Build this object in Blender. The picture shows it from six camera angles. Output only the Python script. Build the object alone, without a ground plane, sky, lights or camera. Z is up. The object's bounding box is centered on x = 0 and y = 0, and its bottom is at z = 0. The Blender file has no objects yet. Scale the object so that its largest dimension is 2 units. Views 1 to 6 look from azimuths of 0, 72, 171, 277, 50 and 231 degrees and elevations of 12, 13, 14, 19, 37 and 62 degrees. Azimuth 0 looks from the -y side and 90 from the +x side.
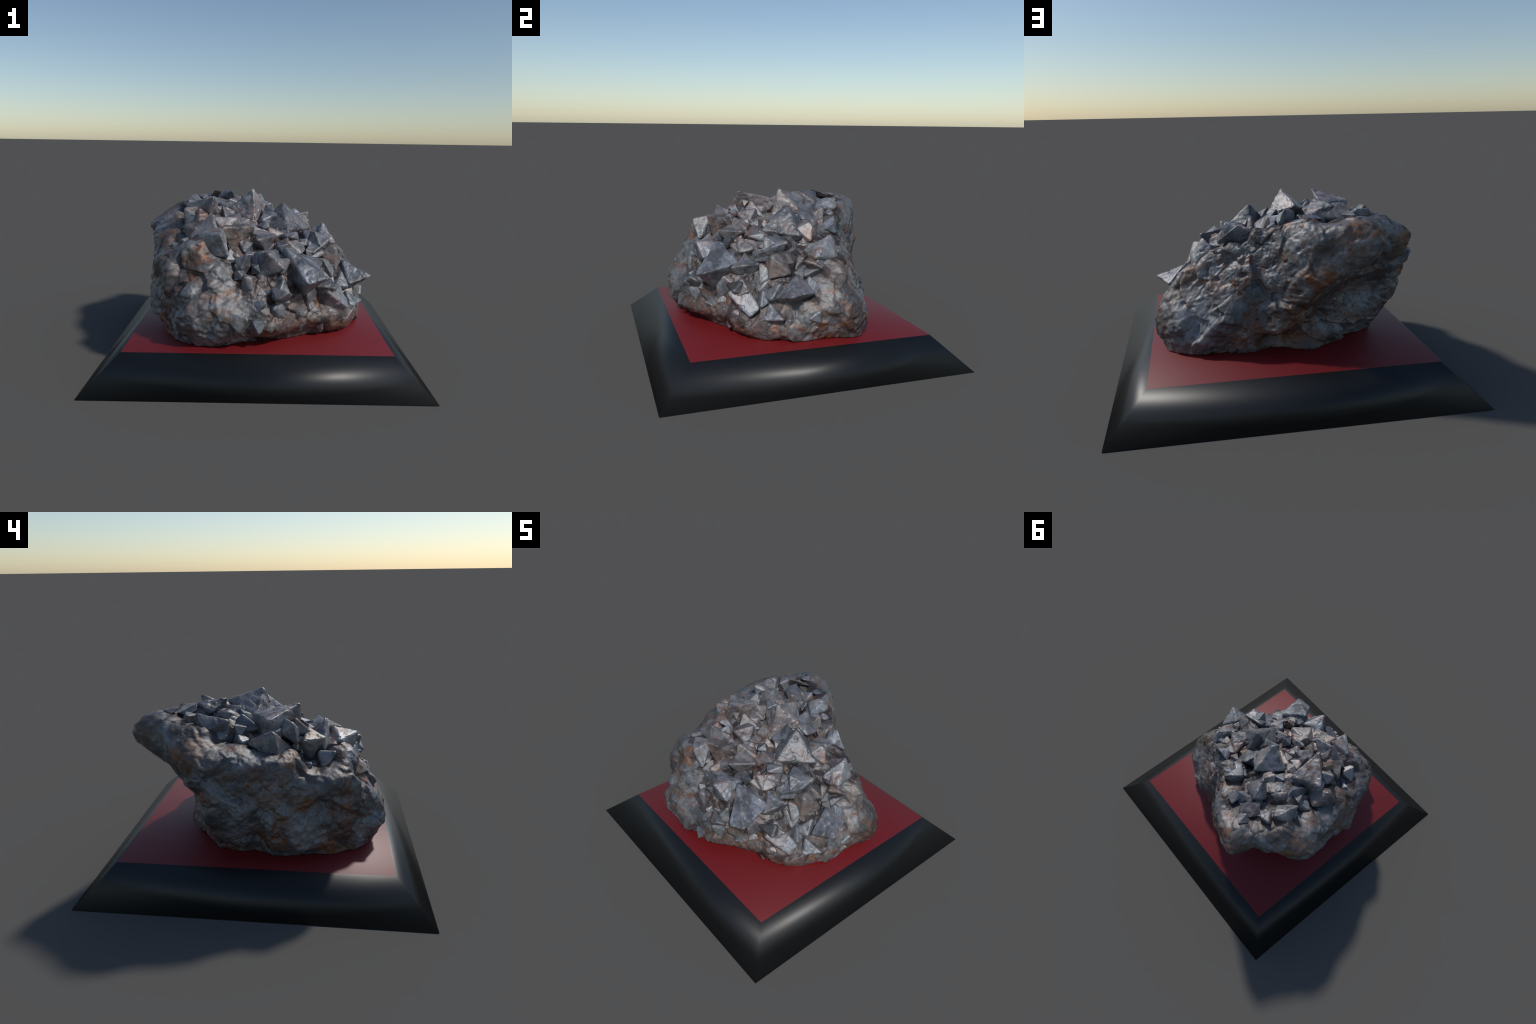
import bpy, bmesh, math, random
import numpy as np
from mathutils import Vector, Matrix, noise

random.seed(7)
rng = np.random.default_rng(7)
scene = bpy.context.scene
BASE_TOP = 0.20                     # height of the red panel
CORE = np.array([-0.03, 0.0, 0.58])  # centre the rock is lofted around


# ------------------------------------------------------------------ helpers
def link(ob, parent=None):
    scene.collection.objects.link(ob)
    if parent is not None:
        ob.parent = parent
    return ob


def empty(name, loc, label, category):
    e = bpy.data.objects.new(name, None)
    e.location = loc
    e["label"] = label
    e["category"] = category
    return link(e)


class Nodes:
    """Tiny wrapper to write node trees compactly."""
    def __init__(self, name):
        self.mat = bpy.data.materials.new(name)
        self.mat.use_nodes = True
        self.t = self.mat.node_tree
        self.bsdf = self.t.nodes["Principled BSDF"]

    def n(self, kind, **kw):
        nd = self.t.nodes.new(kind)
        for k, v in kw.items():
            setattr(nd, k, v)
        return nd

    def l(self, a, b):
        self.t.links.new(a, b)

    def coord(self, scale=(1, 1, 1), rot=(0, 0, 0), loc=(0, 0, 0)):
        tc = self.n("ShaderNodeTexCoord")
        mp = self.n("ShaderNodeMapping")
        mp.inputs["Scale"].default_value = scale
        mp.inputs["Rotation"].default_value = rot
        mp.inputs["Location"].default_value = loc
        self.l(tc.outputs["Object"], mp.inputs["Vector"])
        return mp.outputs["Vector"]

    def noise(self, vec, scale, detail=5, rough=0.6, dist=0.0, lac=2.1):
        nd = self.n("ShaderNodeTexNoise")
        nd.inputs["Scale"].default_value = scale
        nd.inputs["Detail"].default_value = detail
        nd.inputs["Roughness"].default_value = rough
        nd.inputs["Distortion"].default_value = dist
        nd.inputs["Lacunarity"].default_value = lac
        self.l(vec, nd.inputs["Vector"])
        return nd.outputs["Fac"]

    def voronoi(self, vec, scale, feature="F1", out="Distance"):
        nd = self.n("ShaderNodeTexVoronoi", feature=feature)
        nd.inputs["Scale"].default_value = scale
        self.l(vec, nd.inputs["Vector"])
        return nd.outputs[out]

    def ramp(self, fac, stops):
        nd = self.n("ShaderNodeValToRGB")
        el = nd.color_ramp.elements
        while len(el) < len(stops):
            el.new(0.5)
        for e, (p, c) in zip(el, stops):
            e.position = p
            e.color = (c, c, c, 1) if isinstance(c, (int, float)) else (*c, 1)
        self.l(fac, nd.inputs["Fac"])
        return nd.outputs["Color"]

    def mix(self, fac, a, b, mode="MIX"):
        nd = self.n("ShaderNodeMix", data_type="RGBA", blend_type=mode)
        for sock, v in ((nd.inputs[0], fac), (nd.inputs[6], a), (nd.inputs[7], b)):
            if hasattr(v, "is_linked"):
                self.l(v, sock)
            elif isinstance(v, (int, float)):
                sock.default_value = v
            else:
                sock.default_value = (*v, 1)
        return nd.outputs[2]

    def math(self, op, a, b=0.0):
        nd = self.n("ShaderNodeMath", operation=op)
        for sock, v in zip(nd.inputs, (a, b)):
            if hasattr(v, "is_linked"):
                self.l(v, sock)
            else:
                sock.default_value = v
        return nd.outputs[0]

    def bump(self, height, strength, distance):
        nd = self.n("ShaderNodeBump")
        nd.inputs["Strength"].default_value = strength
        nd.inputs["Distance"].default_value = distance
        self.l(height, nd.inputs["Height"])
        return nd.outputs["Normal"]
# ---------------------------------------------------------------- materials
def lacquer(name, colour, rough):
    m = Nodes(name)
    m.bsdf.inputs["Base Color"].default_value = (*colour, 1)
    m.bsdf.inputs["Roughness"].default_value = rough
    return m.mat


def ore_material(name, grey, pale, blush, brown, rust, cover, grain, rough, metal, per_piece):
    """Dull metallic ore: grey skin, pale noise painting silvery glints, pinkish and brown films, rust blooms.
    cover = (blush, brown, rust) thresholds; lower means more of it."""
    m = Nodes(name)
    tc = m.n("ShaderNodeTexCoord")
    v = tc.outputs["Object"]
    if per_piece:                         # every crystal takes its own patch of the pattern
        info = m.n("ShaderNodeObjectInfo")
        off = m.n("ShaderNodeVectorMath", operation="ADD")
        m.l(v, off.inputs[0])
        m.l(info.outputs["Location"], off.inputs[1])
        v = off.outputs[0]
    fine = m.noise(v, grain, 7, 0.70)
    speck = m.noise(v, grain * 2.7, 4, 0.62)
    patch = m.noise(v, 8.0, 6, 0.66, 0.5)
    film = m.noise(v, 4.0, 6, 0.64, 0.8)
    bloom = m.noise(v, 2.6, 7, 0.68, 1.0)
    bloom2 = m.noise(v, 11.0, 6, 0.72, 0.6)
    col = m.mix(m.ramp(fine, [(0.36, 0.0), (0.62, 1.0)]), grey, pale)
    half = m.math("ADD", m.math("MULTIPLY", patch, 0.6), m.math("MULTIPLY", fine, 0.4))
    col = m.mix(m.ramp(half, [(cover[0], 0.0), (cover[0] + 0.10, 0.85)]), col, blush)
    half2 = m.math("ADD", m.math("MULTIPLY", film, 0.7), m.math("MULTIPLY", fine, 0.3))
    col = m.mix(m.ramp(half2, [(cover[1], 0.0), (cover[1] + 0.09, 0.9)]), col, brown)
    both = m.math("ADD", m.math("MULTIPLY", bloom, 0.60), m.math("MULTIPLY", bloom2, 0.40))
    rmask = m.ramp(both, [(cover[2], 0.0), (cover[2] + 0.10, 1.0)])
    rcol = m.mix(m.ramp(bloom2, [(0.36, 0.0), (0.66, 1.0)]),
                 tuple(c * 0.40 for c in rust), rust)
    col = m.mix(rmask, col, rcol)
    col = m.mix(m.ramp(speck, [(0.30, 0.55), (0.44, 0.0)]), col, tuple(c * 0.40 for c in grey))
    dusk = m.noise(v, 6.5, 3, 0.55, 0.4)
    col = m.mix(m.ramp(dusk, [(0.38, 0.75), (0.56, 0.0)]), col, tuple(c * 0.42 for c in grey))
    if per_piece:
        tint = m.ramp(info.outputs["Random"],
                      [(0.0, (0.66, 0.67, 0.69)), (0.3, (0.90, 0.95, 1.02)),
                       (0.6, (1.12, 1.12, 1.12)), (0.8, (1.10, 0.98, 0.94)), (1.0, (0.90, 0.77, 0.68))])
        col = m.mix(1.0, col, tint, "MULTIPLY")
    m.l(col, m.bsdf.inputs["Base Color"])
    m.l(m.ramp(fine, [(0.3, rough - 0.07), (0.7, rough + 0.10)]), m.bsdf.inputs["Roughness"])
    m.bsdf.inputs["Specular IOR Level"].default_value = 0.7
    m.bsdf.inputs["Metallic"].default_value = metal
    h = m.math("ADD", m.math("MULTIPLY", fine, 0.75), m.math("MULTIPLY", speck, 0.35))
    h = m.math("ADD", h, m.math("MULTIPLY", patch, 0.5))
    m.l(m.bump(h, 0.50, 0.009), m.bsdf.inputs["Normal"])
    return m.mat


FRAME = lacquer("black_lacquer", (0.006, 0.0065, 0.007), 0.42)
PANEL = lacquer("red_panel_paint", (0.155, 0.006, 0.008), 0.50)
MATRIX = ore_material("matrix_ore", (0.115, 0.121, 0.130), (0.27, 0.28, 0.29), (0.165, 0.122, 0.098),
                      (0.115, 0.068, 0.043), (0.22, 0.084, 0.031), (0.50, 0.475, 0.50), 22.0, 0.44, 0.22, False)
BED = ore_material("crystal_bed_darkened", (0.045, 0.040, 0.041), (0.10, 0.086, 0.083), (0.085, 0.048, 0.042),  # colours darkened to paint crevice shade into the gaps between crystals
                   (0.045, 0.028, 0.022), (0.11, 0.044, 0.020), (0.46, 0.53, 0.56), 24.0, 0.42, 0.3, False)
CRYSTAL = ore_material("crystal_ore", (0.155, 0.163, 0.176), (0.36, 0.362, 0.37), (0.27, 0.19, 0.168),
                       (0.14, 0.086, 0.058), (0.18, 0.080, 0.033), (0.495, 0.545, 0.59), 22.0, 0.40, 0.28, True)


# --------------------------------------------------------------- display base
def build_base():
    root = empty("display_base", (0, 0, 0),
                 "square black bevelled plinth with a red top panel", "plinth")
    t = 0.79
    verts = [(-1, -1, 0), (1, -1, 0), (1, 1, 0), (-1, 1, 0),
             (-t, -t, BASE_TOP), (t, -t, BASE_TOP), (t, t, BASE_TOP), (-t, t, BASE_TOP)]
    slopes = [(0, 1, 5, 4), (1, 2, 6, 5), (2, 3, 7, 6), (3, 0, 4, 7)]
    whole = bpy.data.meshes.new("whole")
    whole.from_pydata(verts, [], slopes + [(4, 5, 6, 7), (3, 2, 1, 0)])
    normals = [v.normal.copy() for v in whole.vertices]

    def part(name, faces, used, mat):
        me = bpy.data.meshes.new(name)
        remap = {v: i for i, v in enumerate(used)}
        me.from_pydata([verts[v] for v in used], [], [[remap[i] for i in f] for f in faces])
        me.polygons.foreach_set("use_smooth", [True] * len(me.polygons))
        me.normals_split_custom_set_from_vertices([normals[v] for v in used])
        me.materials.append(mat)
        return link(bpy.data.objects.new(name, me), root)

    part("frame", slopes + [(3, 2, 1, 0)], list(range(8)), FRAME)
    part("panel", [(4, 5, 6, 7)], [4, 5, 6, 7], PANEL)
    bpy.data.meshes.remove(whole)


build_base()

# ------------------------------------------------------------------ the rock
rock = empty("mineral_specimen", (0, 0, BASE_TOP),
             "rough grey ore rock crusted with octahedral crystals, rusty back", "mineral specimen")

# Half-sections ("ribs") of the rock matrix: radius from CORE at each elevation,
# one rib every 10 degrees of azimuth from +x towards +y.
ELEV = (-46, -34, -22, -12, -2, 8, 18, 28, 38, 48, 58, 70)
RIBS = {
      0: (0.917, 0.801, 0.79, 0.762, 0.569, 0.503, 0.459, 0.41, 0.393, 0.349, 0.36, 0.345),
     10: (0.951, 0.83, 0.814, 0.818, 0.718, 0.536, 0.474, 0.404, 0.424, 0.359, 0.366, 0.356),
     20: (1.033, 0.903, 0.862, 0.822, 0.734, 0.65, 0.497, 0.434, 0.439, 0.373, 0.358, 0.352),
     30: (0.995, 0.869, 0.854, 0.754, 0.662, 0.63, 0.586, 0.465, 0.415, 0.381, 0.349, 0.34),
     40: (0.906, 0.791, 0.766, 0.678, 0.626, 0.574, 0.538, 0.522, 0.408, 0.381, 0.336, 0.333),
     50: (0.78, 0.68, 0.666, 0.646, 0.594, 0.538, 0.506, 0.506, 0.416, 0.375, 0.34, 0.332),
     60: (0.694, 0.606, 0.61, 0.59, 0.566, 0.522, 0.502, 0.502, 0.538, 0.371, 0.366, 0.335),
     70: (0.564, 0.492, 0.598, 0.562, 0.558, 0.53, 0.51, 0.522, 0.546, 0.428, 0.378, 0.345),
     80: (0.546, 0.476, 0.638, 0.594, 0.566, 0.554, 0.542, 0.57, 0.598, 0.464, 0.378, 0.359),
     90: (0.583, 0.508, 0.59, 0.598, 0.602, 0.614, 0.622, 0.646, 0.634, 0.473, 0.394, 0.377),
    100: (0.627, 0.547, 0.562, 0.558, 0.626, 0.698, 0.702, 0.722, 0.658, 0.455, 0.429, 0.41),
    110: (0.632, 0.551, 0.546, 0.55, 0.59, 0.706, 0.798, 0.802, 0.555, 0.476, 0.443, 0.439),
    120: (0.634, 0.553, 0.546, 0.558, 0.578, 0.682, 0.89, 0.854, 0.601, 0.56, 0.466, 0.444),
    130: (0.647, 0.565, 0.59, 0.574, 0.594, 0.686, 0.782, 0.814, 0.581, 0.542, 0.458, 0.436),
    140: (0.676, 0.59, 0.63, 0.614, 0.646, 0.714, 0.826, 0.778, 0.576, 0.54, 0.436, 0.423),
    150: (0.764, 0.667, 0.67, 0.706, 0.718, 0.778, 0.85, 0.738, 0.574, 0.562, 0.412, 0.37),
    160: (0.8, 0.699, 0.706, 0.746, 0.75, 0.786, 0.822, 0.534, 0.54, 0.515, 0.388, 0.347),
    170: (0.818, 0.714, 0.726, 0.714, 0.714, 0.718, 0.758, 0.506, 0.483, 0.454, 0.387, 0.343),
    180: (0.782, 0.683, 0.674, 0.682, 0.694, 0.686, 0.714, 0.497, 0.487, 0.487, 0.385, 0.333),
    190: (0.821, 0.717, 0.726, 0.71, 0.682, 0.682, 0.698, 0.55, 0.547, 0.541, 0.379, 0.29),
    200: (0.849, 0.742, 0.746, 0.726, 0.694, 0.698, 0.646, 0.521, 0.508, 0.488, 0.39, 0.267),
    210: (0.878, 0.767, 0.754, 0.746, 0.726, 0.726, 0.543, 0.514, 0.474, 0.467, 0.398, 0.265),
    220: (0.938, 0.819, 0.79, 0.782, 0.758, 0.77, 0.558, 0.516, 0.459, 0.429, 0.376, 0.263),
    230: (0.995, 0.869, 0.854, 0.818, 0.79, 0.73, 0.726, 0.539, 0.452, 0.383, 0.324, 0.255),
    240: (1.023, 0.894, 0.858, 0.842, 0.806, 0.702, 0.698, 0.56, 0.473, 0.359, 0.29, 0.242),
    250: (0.974, 0.85, 0.83, 0.814, 0.746, 0.686, 0.495, 0.557, 0.488, 0.323, 0.278, 0.231),
    260: (0.844, 0.737, 0.79, 0.778, 0.686, 0.552, 0.478, 0.429, 0.395, 0.32, 0.258, 0.227),
    270: (0.8, 0.699, 0.754, 0.73, 0.65, 0.554, 0.469, 0.39, 0.407, 0.312, 0.262, 0.229),
    280: (0.777, 0.678, 0.722, 0.635, 0.594, 0.546, 0.458, 0.406, 0.356, 0.298, 0.271, 0.24),
    290: (0.772, 0.674, 0.702, 0.635, 0.6, 0.556, 0.443, 0.38, 0.304, 0.296, 0.286, 0.248),
    300: (0.767, 0.669, 0.698, 0.635, 0.6, 0.642, 0.437, 0.384, 0.324, 0.296, 0.284, 0.252),
    310: (0.782, 0.683, 0.71, 0.635, 0.585, 0.513, 0.417, 0.374, 0.328, 0.306, 0.25, 0.254),
    320: (0.837, 0.73, 0.746, 0.624, 0.57, 0.474, 0.405, 0.352, 0.324, 0.312, 0.218, 0.255),
    330: (0.883, 0.771, 0.778, 0.62, 0.545, 0.46, 0.449, 0.353, 0.341, 0.316, 0.215, 0.265),
    340: (0.896, 0.782, 0.782, 0.625, 0.573, 0.505, 0.5, 0.425, 0.357, 0.322, 0.232, 0.286),
    350: (0.917, 0.801, 0.786, 0.681, 0.599, 0.516, 0.475, 0.47, 0.37, 0.333, 0.291, 0.315),
}


def rib_surface():
    az = sorted(RIBS)
    g = np.array([RIBS[a] for a in az])
    top = np.full((len(az), 1), g[:, -1].mean())
    low = g[:, :1] * 0.9
    low2 = np.full((len(az), 1), low.mean() * 0.8)
    g = np.hstack([low2, low, g, top])
    el = np.radians(np.array([-90, -62, *ELEV, 90]))
    return g, el


GRID, GRID_EL = rib_surface()


def catmull(p0, p1, p2, p3, t):
    return 0.5 * (2 * p1 + (p2 - p0) * t + (2 * p0 - 5 * p1 + 4 * p2 - p3) * t ** 2
                  + (3 * p1 - p0 - 3 * p2 + p3) * t ** 3)


def rib_radius(dirs):
    """Smooth radius of the lofted rock in the given unit directions (n,3)."""
    az = np.degrees(np.arctan2(dirs[:, 1], dirs[:, 0])) % 360
    el = np.arcsin(np.clip(dirs[:, 2], -1, 1))
    n = len(GRID)
    fa = az / (360 / n)
    i = np.floor(fa).astype(int)
    ta = fa - i
    j = np.clip(np.searchsorted(GRID_EL, el, side="right") - 1, 0, len(GRID_EL) - 2)
    te = (el - GRID_EL[j]) / (GRID_EL[j + 1] - GRID_EL[j])
    rows = []
    for dj in (-1, 0, 1, 2):
        jj = np.clip(j + dj, 0, len(GRID_EL) - 1)
        rows.append(catmull(*[GRID[(i + k) % n, jj] for k in (-1, 0, 1, 2)], ta))
    r = catmull(*rows, te)
    lo = np.minimum(rows[1], rows[2]) - 0.03
    hi = np.maximum(rows[1], rows[2]) + 0.03
    return np.clip(r, lo, hi)


def fbm(p, scale, octaves, seed=0.0, ridged=False):
    """Fractal noise for an (n,3) array; ridged gives sharp crests."""
    out = np.empty(len(p))
    off = Vector((seed * 3.1, seed * 1.7, -seed * 2.3))
    for k, q in enumerate(p):
        v = Vector(q) * scale + off
        if ridged:
            out[k] = noise.ridged_multi_fractal(v, 0.9, 2.2, octaves, 1.0, 2.0)
        else:
            out[k] = noise.fractal(v, 0.85, 2.1, octaves)
    return out

def smooth01(x):
    x = np.clip(x, 0, 1)
    return x * x * (3 - 2 * x)


# ------------------------------------------------------------ crystals, data
# Each crystal is an octahedron standing in the crust.  It is described by the
# corners of its best exposed face (A, B, C); further corners (c, a, b are the
# ones opposite C, A, B) are given where growth made the form uneven.
CRYSTALS = []


def octa(**corners):
    CRYSTALS.append({k: np.array(v, float) for k, v in corners.items()})


octa(A=(-0.047, 0.011, 1.084), B=(-0.027, -0.053, 0.853), C=(-0.207, 0.037, 0.941), c=(0.064, 0.127, 0.943), b=(-0.093, 0.242, 1.009))
octa(A=(-0.293, -0.233, 1.043), B=(-0.289, 0.053, 0.981), C=(-0.500, -0.063, 0.982), c=(-0.322, -0.153, 0.853))
octa(A=(-0.028, -0.388, 0.882), B=(-0.226, -0.482, 0.886), C=(-0.207, -0.270, 0.885), c=(-0.167, -0.437, 0.735))
octa(A=(-0.292, -0.386, 0.962), B=(-0.436, -0.387, 0.810), C=(-0.370, -0.315, 0.873))
octa(A=(-0.230, -0.581, 0.859), B=(-0.376, -0.476, 0.844), b=(-0.181, -0.546, 0.717), C=(-0.325, -0.520, 0.730))
octa(A=(0.115, -0.418, 0.744), B=(0.061, -0.617, 0.760), C=(-0.024, -0.505, 0.737), c=(0.155, -0.575, 0.653), a=(-0.014, -0.583, 0.593))
octa(a=(0.268, -0.510, 0.470), A=(0.156, -0.491, 0.771), B=(0.403, -0.629, 0.616), C=(0.352, -0.390, 0.659), c=(0.287, -0.660, 0.584))
octa(A=(-0.249, -0.136, 0.988), B=(-0.211, -0.208, 0.876), C=(-0.137, -0.069, 0.874))
octa(A=(0.158, 0.013, 0.994), b=(0.357, 0.030, 0.817), c=(0.188, -0.190, 0.833))
octa(A=(0.351, 0.124, 0.918), B=(0.225, 0.066, 0.889), C=(0.183, 0.224, 0.876), c=(0.311, 0.132, 0.781))
octa(c=(0.405, 0.255, 0.782), A=(0.459, 0.199, 0.836), B=(0.417, 0.035, 0.738), C=(0.539, 0.072, 0.710), b=(0.509, 0.235, 0.688))
octa(A=(0.457, -0.199, 0.772), B=(0.292, -0.121, 0.824), C=(0.344, -0.284, 0.694), c=(0.464, -0.089, 0.802))
octa(A=(0.506, -0.230, 0.578), B=(0.507, -0.214, 0.725), C=(0.398, -0.221, 0.684), c=(0.554, -0.100, 0.617))
octa(A=(0.564, -0.061, 0.615), B=(0.760, -0.162, 0.525), C=(0.601, -0.216, 0.479), c=(0.676, 0.022, 0.516))
octa(A=(0.451, -0.396, 0.560), B=(0.489, -0.461, 0.508), C=(0.357, -0.474, 0.527))
octa(A=(0.580, -0.378, 0.361), B=(0.435, -0.384, 0.576), C=(0.440, -0.482, 0.483), c=(0.567, -0.310, 0.415))
octa(A=(0.576, -0.246, 0.441), B=(0.621, -0.295, 0.347), C=(0.698, -0.193, 0.366))
octa(A=(0.298, -0.333, 0.691), B=(0.422, -0.267, 0.659), C=(0.379, -0.453, 0.634))
octa(A=(0.461, -0.023, 0.709), B=(0.495, 0.015, 0.699), C=(0.521, -0.064, 0.632))
octa(A=(0.512, 0.004, 0.677), B=(0.588, 0.107, 0.648), C=(0.499, 0.050, 0.704))
octa(A=(0.577, -0.012, 0.598), B=(0.591, 0.085, 0.647), C=(0.541, -0.009, 0.637))
octa(A=(0.007, 0.432, 1.026), B=(-0.065, 0.325, 0.990), C=(0.034, 0.264, 0.945), b=(0.039, 0.425, 0.940))
octa(A=(0.021, 0.236, 0.995), B=(0.132, 0.255, 0.861), C=(0.001, 0.191, 0.909))
octa(A=(-0.220, 0.165, 0.994), B=(-0.379, 0.235, 0.870), C=(-0.289, 0.297, 0.870))
octa(A=(-0.196, 0.224, 1.051), B=(-0.279, 0.396, 1.031), C=(-0.316, 0.303, 0.976))
octa(A=(-0.558, -0.093, 0.937), B=(-0.545, 0.056, 0.861), C=(-0.627, -0.134, 0.790))
octa(A=(-0.478, -0.447, 0.806), B=(-0.453, -0.345, 0.797), C=(-0.544, -0.375, 0.713))
octa(A=(-0.397, -0.388, 0.861), B=(-0.493, -0.259, 0.865), C=(-0.349, -0.283, 0.907))
octa(A=(-0.006, -0.449, 0.810), B=(0.114, -0.297, 0.816), c=(0.048, -0.368, 0.716))
octa(A=(0.245, -0.248, 0.772), B=(0.182, -0.357, 0.792), C=(0.269, -0.355, 0.709), c=(0.300, -0.282, 0.727))
octa(A=(-0.474, 0.361, 1.016), B=(-0.512, 0.166, 0.987), C=(-0.558, 0.281, 0.940))
octa(A=(-0.469, 0.127, 0.902), B=(-0.557, 0.085, 0.871), C=(-0.502, 0.142, 0.845))
octa(A=(-0.491, 0.277, 1.002), B=(-0.515, 0.172, 0.891), C=(-0.556, 0.253, 0.880))
octa(A=(-0.486, -0.201, 0.969), B=(-0.488, -0.136, 0.910), C=(-0.483, -0.228, 0.838))
octa(A=(-0.393, -0.211, 0.977), B=(-0.439, -0.197, 0.898), C=(-0.389, -0.303, 0.889))
octa(A=(0.258, 0.310, 0.919), B=(0.242, 0.227, 0.850), C=(0.311, 0.281, 0.807), b=(0.379, 0.281, 0.828))
octa(A=(0.107, -0.034, 0.916), B=(0.018, -0.055, 0.907), C=(0.022, -0.091, 0.877), c=(0.083, -0.056, 0.820))
octa(A=(-0.076, -0.318, 0.885), B=(0.063, -0.259, 0.827), C=(-0.034, -0.203, 0.845), c=(-0.048, -0.341, 0.767))
octa(A=(0.057, -0.208, 0.855), B=(0.171, -0.192, 0.815), C=(0.073, -0.258, 0.778))
octa(A=(-0.182, -0.173, 0.899), B=(-0.132, -0.126, 0.875), C=(-0.136, -0.193, 0.872))
octa(A=(-0.115, -0.140, 0.867), B=(-0.065, -0.107, 0.848), C=(-0.063, -0.178, 0.842))
octa(A=(-0.311, -0.237, 0.939), B=(-0.248, -0.219, 0.859), C=(-0.335, -0.284, 0.917))
octa(A=(-0.038, -0.634, 0.612), c=(-0.034, -0.648, 0.537), B=(-0.083, -0.653, 0.619), a=(-0.104, -0.627, 0.530))
octa(A=(0.178, -0.674, 0.536), B=(0.076, -0.623, 0.562), C=(0.108, -0.693, 0.490), c=(0.203, -0.632, 0.511))
octa(A=(0.527, -0.396, 0.331), B=(0.449, -0.451, 0.367), C=(0.404, -0.456, 0.278))
octa(A=(0.555, -0.169, 0.561), B=(0.502, -0.280, 0.487), C=(0.596, -0.241, 0.469))
octa(A=(-0.359, 0.298, 0.870), B=(-0.306, 0.458, 0.850), C=(-0.228, 0.364, 0.870))
octa(A=(-0.051, 0.347, 0.910), B=(-0.041, 0.407, 0.890), C=(-0.113, 0.323, 0.870))
octa(A=(-0.416, 0.318, 0.950), B=(-0.410, 0.438, 0.930), C=(-0.479, 0.322, 0.910))
octa(A=(-0.417, 0.030, 0.880), B=(-0.436, 0.093, 0.850), C=(-0.496, 0.010, 0.840))
octa(A=(0.055, 0.360, 0.941), B=(0.099, 0.386, 0.915), C=(0.053, 0.382, 0.911))
octa(A=(-0.400, 0.434, 1.000), B=(-0.414, 0.342, 0.985), C=(-0.490, 0.419, 1.000))
octa(A=(-0.358, 0.484, 0.990), B=(-0.376, 0.421, 0.975), C=(-0.293, 0.542, 0.960))
octa(A=(-0.350, 0.584, 1.000), B=(-0.376, 0.527, 0.985), C=(-0.326, 0.551, 0.965))
octa(A=(-0.116, 0.502, 0.980), B=(-0.186, 0.522, 0.975), C=(-0.135, 0.484, 0.950))
octa(A=(0.061, 0.412, 0.870), B=(0.091, 0.302, 0.840), C=(0.134, 0.379, 0.820))
octa(A=(0.246, -0.189, 0.822), B=(0.216, -0.291, 0.803), C=(0.259, -0.193, 0.772))
octa(A=(0.119, -0.521, 0.290), B=(0.120, -0.527, 0.220), C=(0.197, -0.483, 0.290))
octa(A=(0.198, -0.445, 0.300), B=(0.227, -0.486, 0.300), C=(0.224, -0.439, 0.225))
octa(A=(0.065, -0.558, 0.285), B=(0.049, -0.590, 0.220), C=(0.115, -0.529, 0.285))
octa(A=(0.118, -0.421, 0.400), B=(0.180, -0.403, 0.290), C=(0.120, -0.448, 0.350))


def complete(c):
    """All corners of the octahedron from the given ones."""
    c = dict(c)
    face = [c.get(u, c.get(u.swapcase())) for u in "ABC"]
    ctr = sum(face) / 3
    e = np.mean([np.linalg.norm(face[i] - face[(i + 1) % 3]) for i in range(3)])
    nrm = np.cross(face[1] - face[0], face[2] - face[0])
    nrm /= np.linalg.norm(nrm) + 1e-9
    if nrm @ (ctr - CORE) < 0:
        nrm = -nrm
    ctr = ctr - nrm * e * 0.40
    radii = [np.linalg.norm(v - CORE) for v in c.values()]
    reach = 0.5 * (min(radii) + sum(radii) / len(radii)) - 0.015

    def hidden(v):              # corners grown into the crust stay below it
        d = np.linalg.norm(v - CORE)
        return v if d < reach else CORE + (v - CORE) * reach / d

    for u in "ABC":
        lo = u.lower()
        if u not in c:
            c[u] = hidden(2 * ctr - c[lo])
        if lo not in c:
            c[lo] = hidden(2 * ctr - c[u])
    pts = np.array([c[k] for k in "ABCabc"])
    mid = pts.mean(0)
    arm = np.linalg.norm(pts - mid, axis=1)[:, None]
    return mid + (pts - mid) * (1 + 0.011 / arm)      # allow for the worn edges


CORNERS = [complete(c) for c in CRYSTALS]
SEEN = np.array([v for c in CRYSTALS for v in c.values()])
SEEN_DIR = (SEEN - CORE) / np.linalg.norm(SEEN - CORE, axis=1)[:, None]


def crust(dirs, inner=7.0, fade=7.0):
    """1 where crystals grow, 0 on the bare matrix."""
    d = np.degrees(np.arccos(np.clip((dirs @ SEEN_DIR.T), -1, 1))).min(1)
    return 1 - smooth01((d - inner) / fade)


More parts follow.
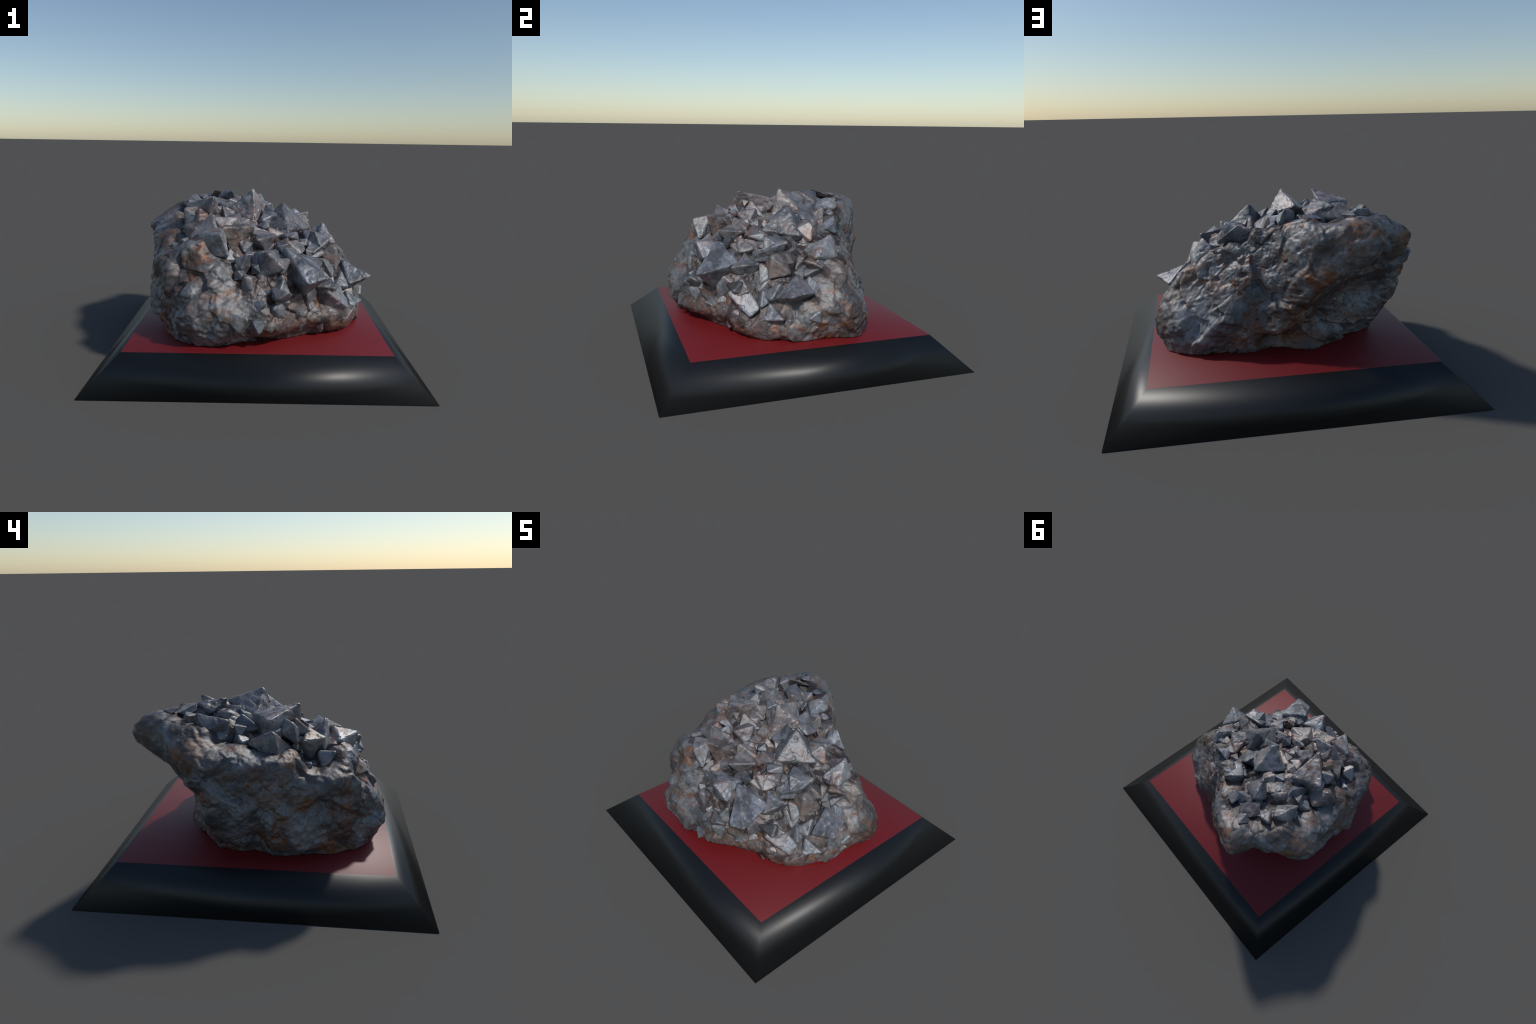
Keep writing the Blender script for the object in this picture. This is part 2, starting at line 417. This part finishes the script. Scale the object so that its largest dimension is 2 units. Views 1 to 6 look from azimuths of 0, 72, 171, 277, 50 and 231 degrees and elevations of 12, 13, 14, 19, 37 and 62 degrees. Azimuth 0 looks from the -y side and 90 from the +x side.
# --------------------------------------------------------------- rock matrix
# Local hollows (-) and swellings (+) of the matrix: position, reach, amount.
SWELLS = [
    # back wall: undercut band below the lip, standing foot, flat flank
    ((-0.46, 0.36, 0.52), 0.13, -0.095),
    ((-0.58, 0.36, 0.47), 0.09, -0.05),
    ((-0.19, 0.47, 0.40), 0.11, -0.05),
    ((-0.03, 0.53, 0.34), 0.10, -0.05),
    ((-0.44, 0.39, 0.35), 0.09, -0.03),
    ((-0.11, 0.42, 0.25), 0.10, 0.06),
    ((0.12, 0.41, 0.24), 0.12, 0.075),
    ((0.26, 0.43, 0.24), 0.09, 0.03),
    ((-0.28, 0.39, 0.29), 0.09, 0.075),
    ((0.33, 0.47, 0.39), 0.12, 0.03),
    ((0.50, 0.35, 0.62), 0.17, -0.03),
    # overhanging lip and the rim of the crystal bed
    ((-0.24, 0.69, 0.86), 0.16, 0.03),
    ((-0.56, 0.22, 0.88), 0.12, 0.075),
    ((-0.35, 0.24, 0.95), 0.11, 0.03),
    ((-0.52, 0.08, 0.84), 0.11, 0.085),
    ((-0.53, -0.20, 0.80), 0.10, 0.05),
    ((0.05, 0.45, 0.93), 0.13, -0.045),
    # left front shoulder: ledge over a hollow; front belly and feet
    ((-0.44, -0.53, 0.81), 0.10, -0.04),
    ((-0.50, -0.46, 0.69), 0.10, 0.05),
    ((-0.63, -0.52, 0.56), 0.08, -0.05),
    ((-0.14, -0.69, 0.54), 0.13, -0.05),
    ((-0.64, 0.04, 0.25), 0.12, -0.04),
    ((-0.55, -0.54, 0.24), 0.09, -0.035),
    ((0.07, -0.65, 0.37), 0.11, 0.055),
    ((-0.34, -0.72, 0.36), 0.09, 0.012),
    ((0.70, 0.12, 0.50), 0.11, -0.05),
    ((0.35, -0.55, 0.36), 0.16, -0.02),
    ((0.62, -0.25, 0.36), 0.16, -0.015),
]


def fracture(count, seed):
    """Random cells, each broken off along its own tilted plane."""
    g = np.random.default_rng(seed)
    pts = g.uniform((-0.95, -0.95, 0.1), (0.95, 0.95, 1.15), (count, 3))
    tilt = g.normal(size=(count, 3))
    return pts, tilt / np.linalg.norm(tilt, axis=1)[:, None] * g.uniform(0.3, 1.0, (count, 1)), \
        (3.6 / count) ** (1 / 3)


BLOCKS, CHIPS = fracture(330, 3), fracture(3000, 4)


def facets(p, cells):
    """Height (about -1..1) of a surface made of tilted broken planes, and
    the distance to the nearest seam between two planes."""
    pts, tilt, pitch = cells
    out, seam = np.zeros(len(p)), np.zeros(len(p))
    near = pts[np.linalg.norm(pts - CORE, axis=1) < 1.1]
    til = tilt[np.linalg.norm(pts - CORE, axis=1) < 1.1]
    from mathutils.kdtree import KDTree
    tree = KDTree(len(near))
    for i, c in enumerate(near):
        tree.insert(c, i)
    tree.balance()
    for n, q in enumerate(p):
        (c1, i1, d1), (c2, i2, d2) = tree.find_n(q, 2)
        h1 = float((q - near[i1]) @ til[i1]) / pitch
        h2 = float((q - near[i2]) @ til[i2]) / pitch
        w = min(1.0, (d2 - d1) / (0.12 * pitch))
        out[n] = h1 * (0.5 + 0.5 * w) + h2 * (0.5 - 0.5 * w)
        seam[n] = (d2 - d1) / pitch
    return out * 1.6, seam


def matrix_points(dirs, detail=True):
    r = rib_radius(dirs)
    p = CORE + dirs * r[:, None]
    for (x, y, z), reach, amount in SWELLS:
        d = np.linalg.norm(p - np.array([x, y, z]), axis=1)
        p = p + dirs * (amount * np.exp(-(d / reach) ** 2))[:, None]
    if detail:
        k = crust(dirs)
        bare = 1 - k
        warp = np.stack([fbm(p, 6.0, 2, s) for s in (11.0, 12.0, 13.0)], 1)
        block, seam = facets(p + warp * 0.022, BLOCKS)
        chips, seam2 = facets(p + warp * 0.012, CHIPS)
        open_ = smooth01((fbm(p, 4.0, 2, 21.0) + 0.1) / 0.3)      # only some seams gape
        crack = np.exp(-(seam / 0.05) ** 2) * open_ * 0.010 + np.exp(-(seam2 / 0.06) ** 2) * (1 - open_) * 0.004
        lump = fbm(p, 3.4, 2, 1.0)
        ridge = fbm(p * np.array([1, 1, 1.25]), 9.0, 4, 2.0, True)
        ridge = (ridge - ridge.mean()) / ridge.std()
        fine = fbm(p, 30.0, 4, 3.0)
        pits = np.clip(fbm(p, 15.0, 2, 5.0) - 0.38, 0, None)
        h = (0.034 * block * (0.25 + 0.75 * bare) + 0.013 * chips - crack + 0.006 * lump + 0.0022 * ridge
             + 0.0055 * fine - 0.045 * pits * bare)
        p = p + dirs * (h - 0.002)[:, None]
    q = p - CORE                       # flat foot resting on the panel
    floor = BASE_TOP + 0.003 - CORE[2]
    cut = q[:, 2] < floor
    q[cut] *= (floor / q[cut, 2])[:, None]
    p = CORE + q
    return p


def build_matrix():
    """One smooth lofted body, parted by region into bare rock and crystal bed."""
    bm = bmesh.new()
    bmesh.ops.create_icosphere(bm, subdivisions=8, radius=1.0)
    me = bpy.data.meshes.new("body")
    bm.to_mesh(me)
    bm.free()
    co = np.empty(len(me.vertices) * 3)
    me.vertices.foreach_get("co", co)
    dirs = co.reshape(-1, 3)
    dirs /= np.linalg.norm(dirs, axis=1)[:, None]
    pts = matrix_points(dirs)
    me.vertices.foreach_set("co", pts.ravel())
    me.update()
    nor = np.empty(len(me.vertices) * 3)
    me.vertices.foreach_get("normal", nor)
    nor = nor.reshape(-1, 3)
    tri = np.empty(len(me.polygons) * 3, dtype=int)
    me.polygons.foreach_get("vertices", tri)
    tri = tri.reshape(-1, 3)
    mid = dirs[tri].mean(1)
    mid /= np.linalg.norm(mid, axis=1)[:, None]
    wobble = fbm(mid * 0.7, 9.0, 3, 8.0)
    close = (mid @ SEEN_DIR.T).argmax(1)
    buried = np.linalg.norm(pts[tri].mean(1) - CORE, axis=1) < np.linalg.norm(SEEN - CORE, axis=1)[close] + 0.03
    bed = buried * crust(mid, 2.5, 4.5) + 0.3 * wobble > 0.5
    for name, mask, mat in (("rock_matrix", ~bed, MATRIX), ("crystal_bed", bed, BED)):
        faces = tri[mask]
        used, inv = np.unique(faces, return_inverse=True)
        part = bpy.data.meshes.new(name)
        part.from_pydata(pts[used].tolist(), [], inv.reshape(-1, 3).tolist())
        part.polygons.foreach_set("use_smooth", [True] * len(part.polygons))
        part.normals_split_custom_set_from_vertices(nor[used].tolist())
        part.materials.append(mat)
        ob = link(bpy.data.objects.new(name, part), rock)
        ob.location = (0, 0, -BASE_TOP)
    bpy.data.meshes.remove(me)


build_matrix()


# ----------------------------------------------------------------- crystals
def crystal_mesh(corners, rounding, grain):
    """Convex crystal with worn edges and a chipped, grainy skin."""
    ctr = corners.mean(0)
    bm = bmesh.new()
    for c in corners:
        bm.verts.new(c - ctr)
    bmesh.ops.convex_hull(bm, input=bm.verts)
    loose = [v for v in bm.verts if not v.link_faces]
    bmesh.ops.delete(bm, geom=loose, context="VERTS")
    bmesh.ops.dissolve_limit(bm, angle_limit=math.radians(4), verts=bm.verts, edges=bm.edges)
    bmesh.ops.bevel(bm, geom=list(bm.edges) + list(bm.verts), offset=rounding, segments=3,
                    profile=0.6, affect="EDGES", clamp_overlap=True)
    bmesh.ops.triangulate(bm, faces=bm.faces)
    for _ in range(7):
        longest = [e for e in bm.edges if e.calc_length() > grain]
        if not longest:
            break
        bmesh.ops.subdivide_edges(bm, edges=longest, cuts=1, use_grid_fill=False)
        bmesh.ops.triangulate(bm, faces=[f for f in bm.faces if len(f.verts) > 3])
    bm.normal_update()
    shift = Vector(ctr)
    size = max(v.co.length for v in bm.verts)
    amp = min(0.006, size * 0.045)
    moves = []
    for v in bm.verts:
        q = v.co + shift
        wave = noise.fractal(q * 16, 0.9, 2.1, 4) * amp * 0.55
        # growth steps: thin plates broken off the faces with ragged rims
        n1 = noise.noise(q * 11 + Vector((5, 1, 2))) + 0.45 * noise.noise(q * 37)
        step = min(1.0, max(0.0, (n1 - 0.22) / 0.06))
        n2 = noise.noise(q * 24 + Vector((1, 8, 3))) + 0.4 * noise.noise(q * 70)
        nick = min(1.0, max(0.0, (n2 - 0.42) / 0.10))
        moves.append(v.normal * (wave - amp * (0.6 * step + 0.5 * nick)))
    for v, m in zip(bm.verts, moves):
        v.co += m
    me = bpy.data.meshes.new("crystal")
    bm.to_mesh(me)
    bm.free()
    me.polygons.foreach_set("use_smooth", [True] * len(me.polygons))
    me.materials.append(CRYSTAL)
    return me, ctr


def add_crystal(corners, rounding=0.013, grain=0.010):
    me, ctr = crystal_mesh(corners, rounding, grain)
    ob = link(bpy.data.objects.new("crystal", me), rock)
    ob.location = Vector(ctr) - Vector((0, 0, BASE_TOP))
    return ob


for c in CORNERS:
    add_crystal(c)


# ---------------------------------------------------------- small crystals
from mathutils.bvhtree import BVHTree


def shell_of(corner_sets):
    """One search tree over the convex shells of the measured crystals."""
    verts, faces = [], []
    for cs in corner_sets:
        bm = bmesh.new()
        for c in cs:
            bm.verts.new(c)
        hull = bmesh.ops.convex_hull(bm, input=bm.verts)
        bm.verts.index_update()
        n = len(verts)
        verts += [v.co.copy() for v in bm.verts]
        faces += [[n + v.index for v in f.verts] for f in bm.faces]
        bm.free()
    return BVHTree.FromPolygons(verts, faces)


SHELL = shell_of(CORNERS)


def cover(d):
    """Radius of the outermost measured crystal in direction d (0 if none)."""
    far = Vector(CORE + d * 1.5)
    hit = SHELL.ray_cast(far, Vector(-d), 1.5)[0]
    return (hit - Vector(CORE)).length if hit else 0.0


SEEN_R = np.linalg.norm(SEEN - CORE, axis=1)


def crust_level(d):
    w = np.exp(-(np.degrees(np.arccos(np.clip(SEEN_DIR @ d, -1, 1))) / 7) ** 2) + 1e-9
    return (w * SEEN_R).sum() / w.sum()


def random_octahedron(size):
    q = rng.normal(size=4)
    q /= np.linalg.norm(q)
    from mathutils import Quaternion
    m = np.array(Quaternion(q).to_matrix())
    s = size * rng.uniform(0.8, 1.25, 3)
    return np.vstack([m * s[:, None], -m * s[:, None]])


def scatter(count, lo, hi, drop):
    placed, tries, spots = 0, 0, []
    while placed < count and tries < 30000:
        tries += 1
        d = rng.normal(size=3)
        d /= np.linalg.norm(d)
        if crust(d[None])[0] < 0.9:
            continue
        size = rng.uniform(lo, hi)
        p = CORE + d * (crust_level(d) - drop - size * 0.45)
        if any(np.linalg.norm(p - q) < 0.62 * (size + s) for q, s in spots):
            continue
        oct_ = random_octahedron(size) + p
        proud = False
        for v in oct_:
            r = np.linalg.norm(v - CORE)
            if r - 0.003 > cover((v - CORE) / r) > 0:
                proud = True
        if proud:
            continue
        add_crystal(oct_, size * 0.10, max(0.009, size * 0.14))
        spots.append((p, size))
        placed += 1


scatter(100, 0.075, 0.12, 0.045)
scatter(95, 0.045, 0.07, 0.015)


def scatter_foot(count, lo, hi):
    """Half-buried blunt crystals carrying the crust down to the foot of the crystal side."""
    spots, tries = [], 0
    while len(spots) < count and tries < 4000:
        tries += 1
        az, el = np.radians(rng.uniform(272, 362)), np.radians(rng.uniform(-27, -1))
        d = np.array([np.cos(el) * np.cos(az), np.cos(el) * np.sin(az), np.sin(el)])
        size = rng.uniform(lo, hi)
        s = matrix_points(d[None], False)[0]
        p = s - d * size * 0.62
        if s[2] < BASE_TOP + 0.055 or any(np.linalg.norm(p - q) < 0.75 * (size + t) for q, t in spots):
            continue
        oct_ = random_octahedron(size) + p
        r = np.linalg.norm(oct_ - CORE, axis=1)
        if any(r[i] > cover((oct_[i] - CORE) / r[i]) > 0 for i in range(6)) or oct_[:, 2].min() < BASE_TOP + 0.01:
            continue
        add_crystal(oct_, size * 0.13, max(0.009, size * 0.14))
        spots.append((p, size))


scatter_foot(30, 0.055, 0.10)
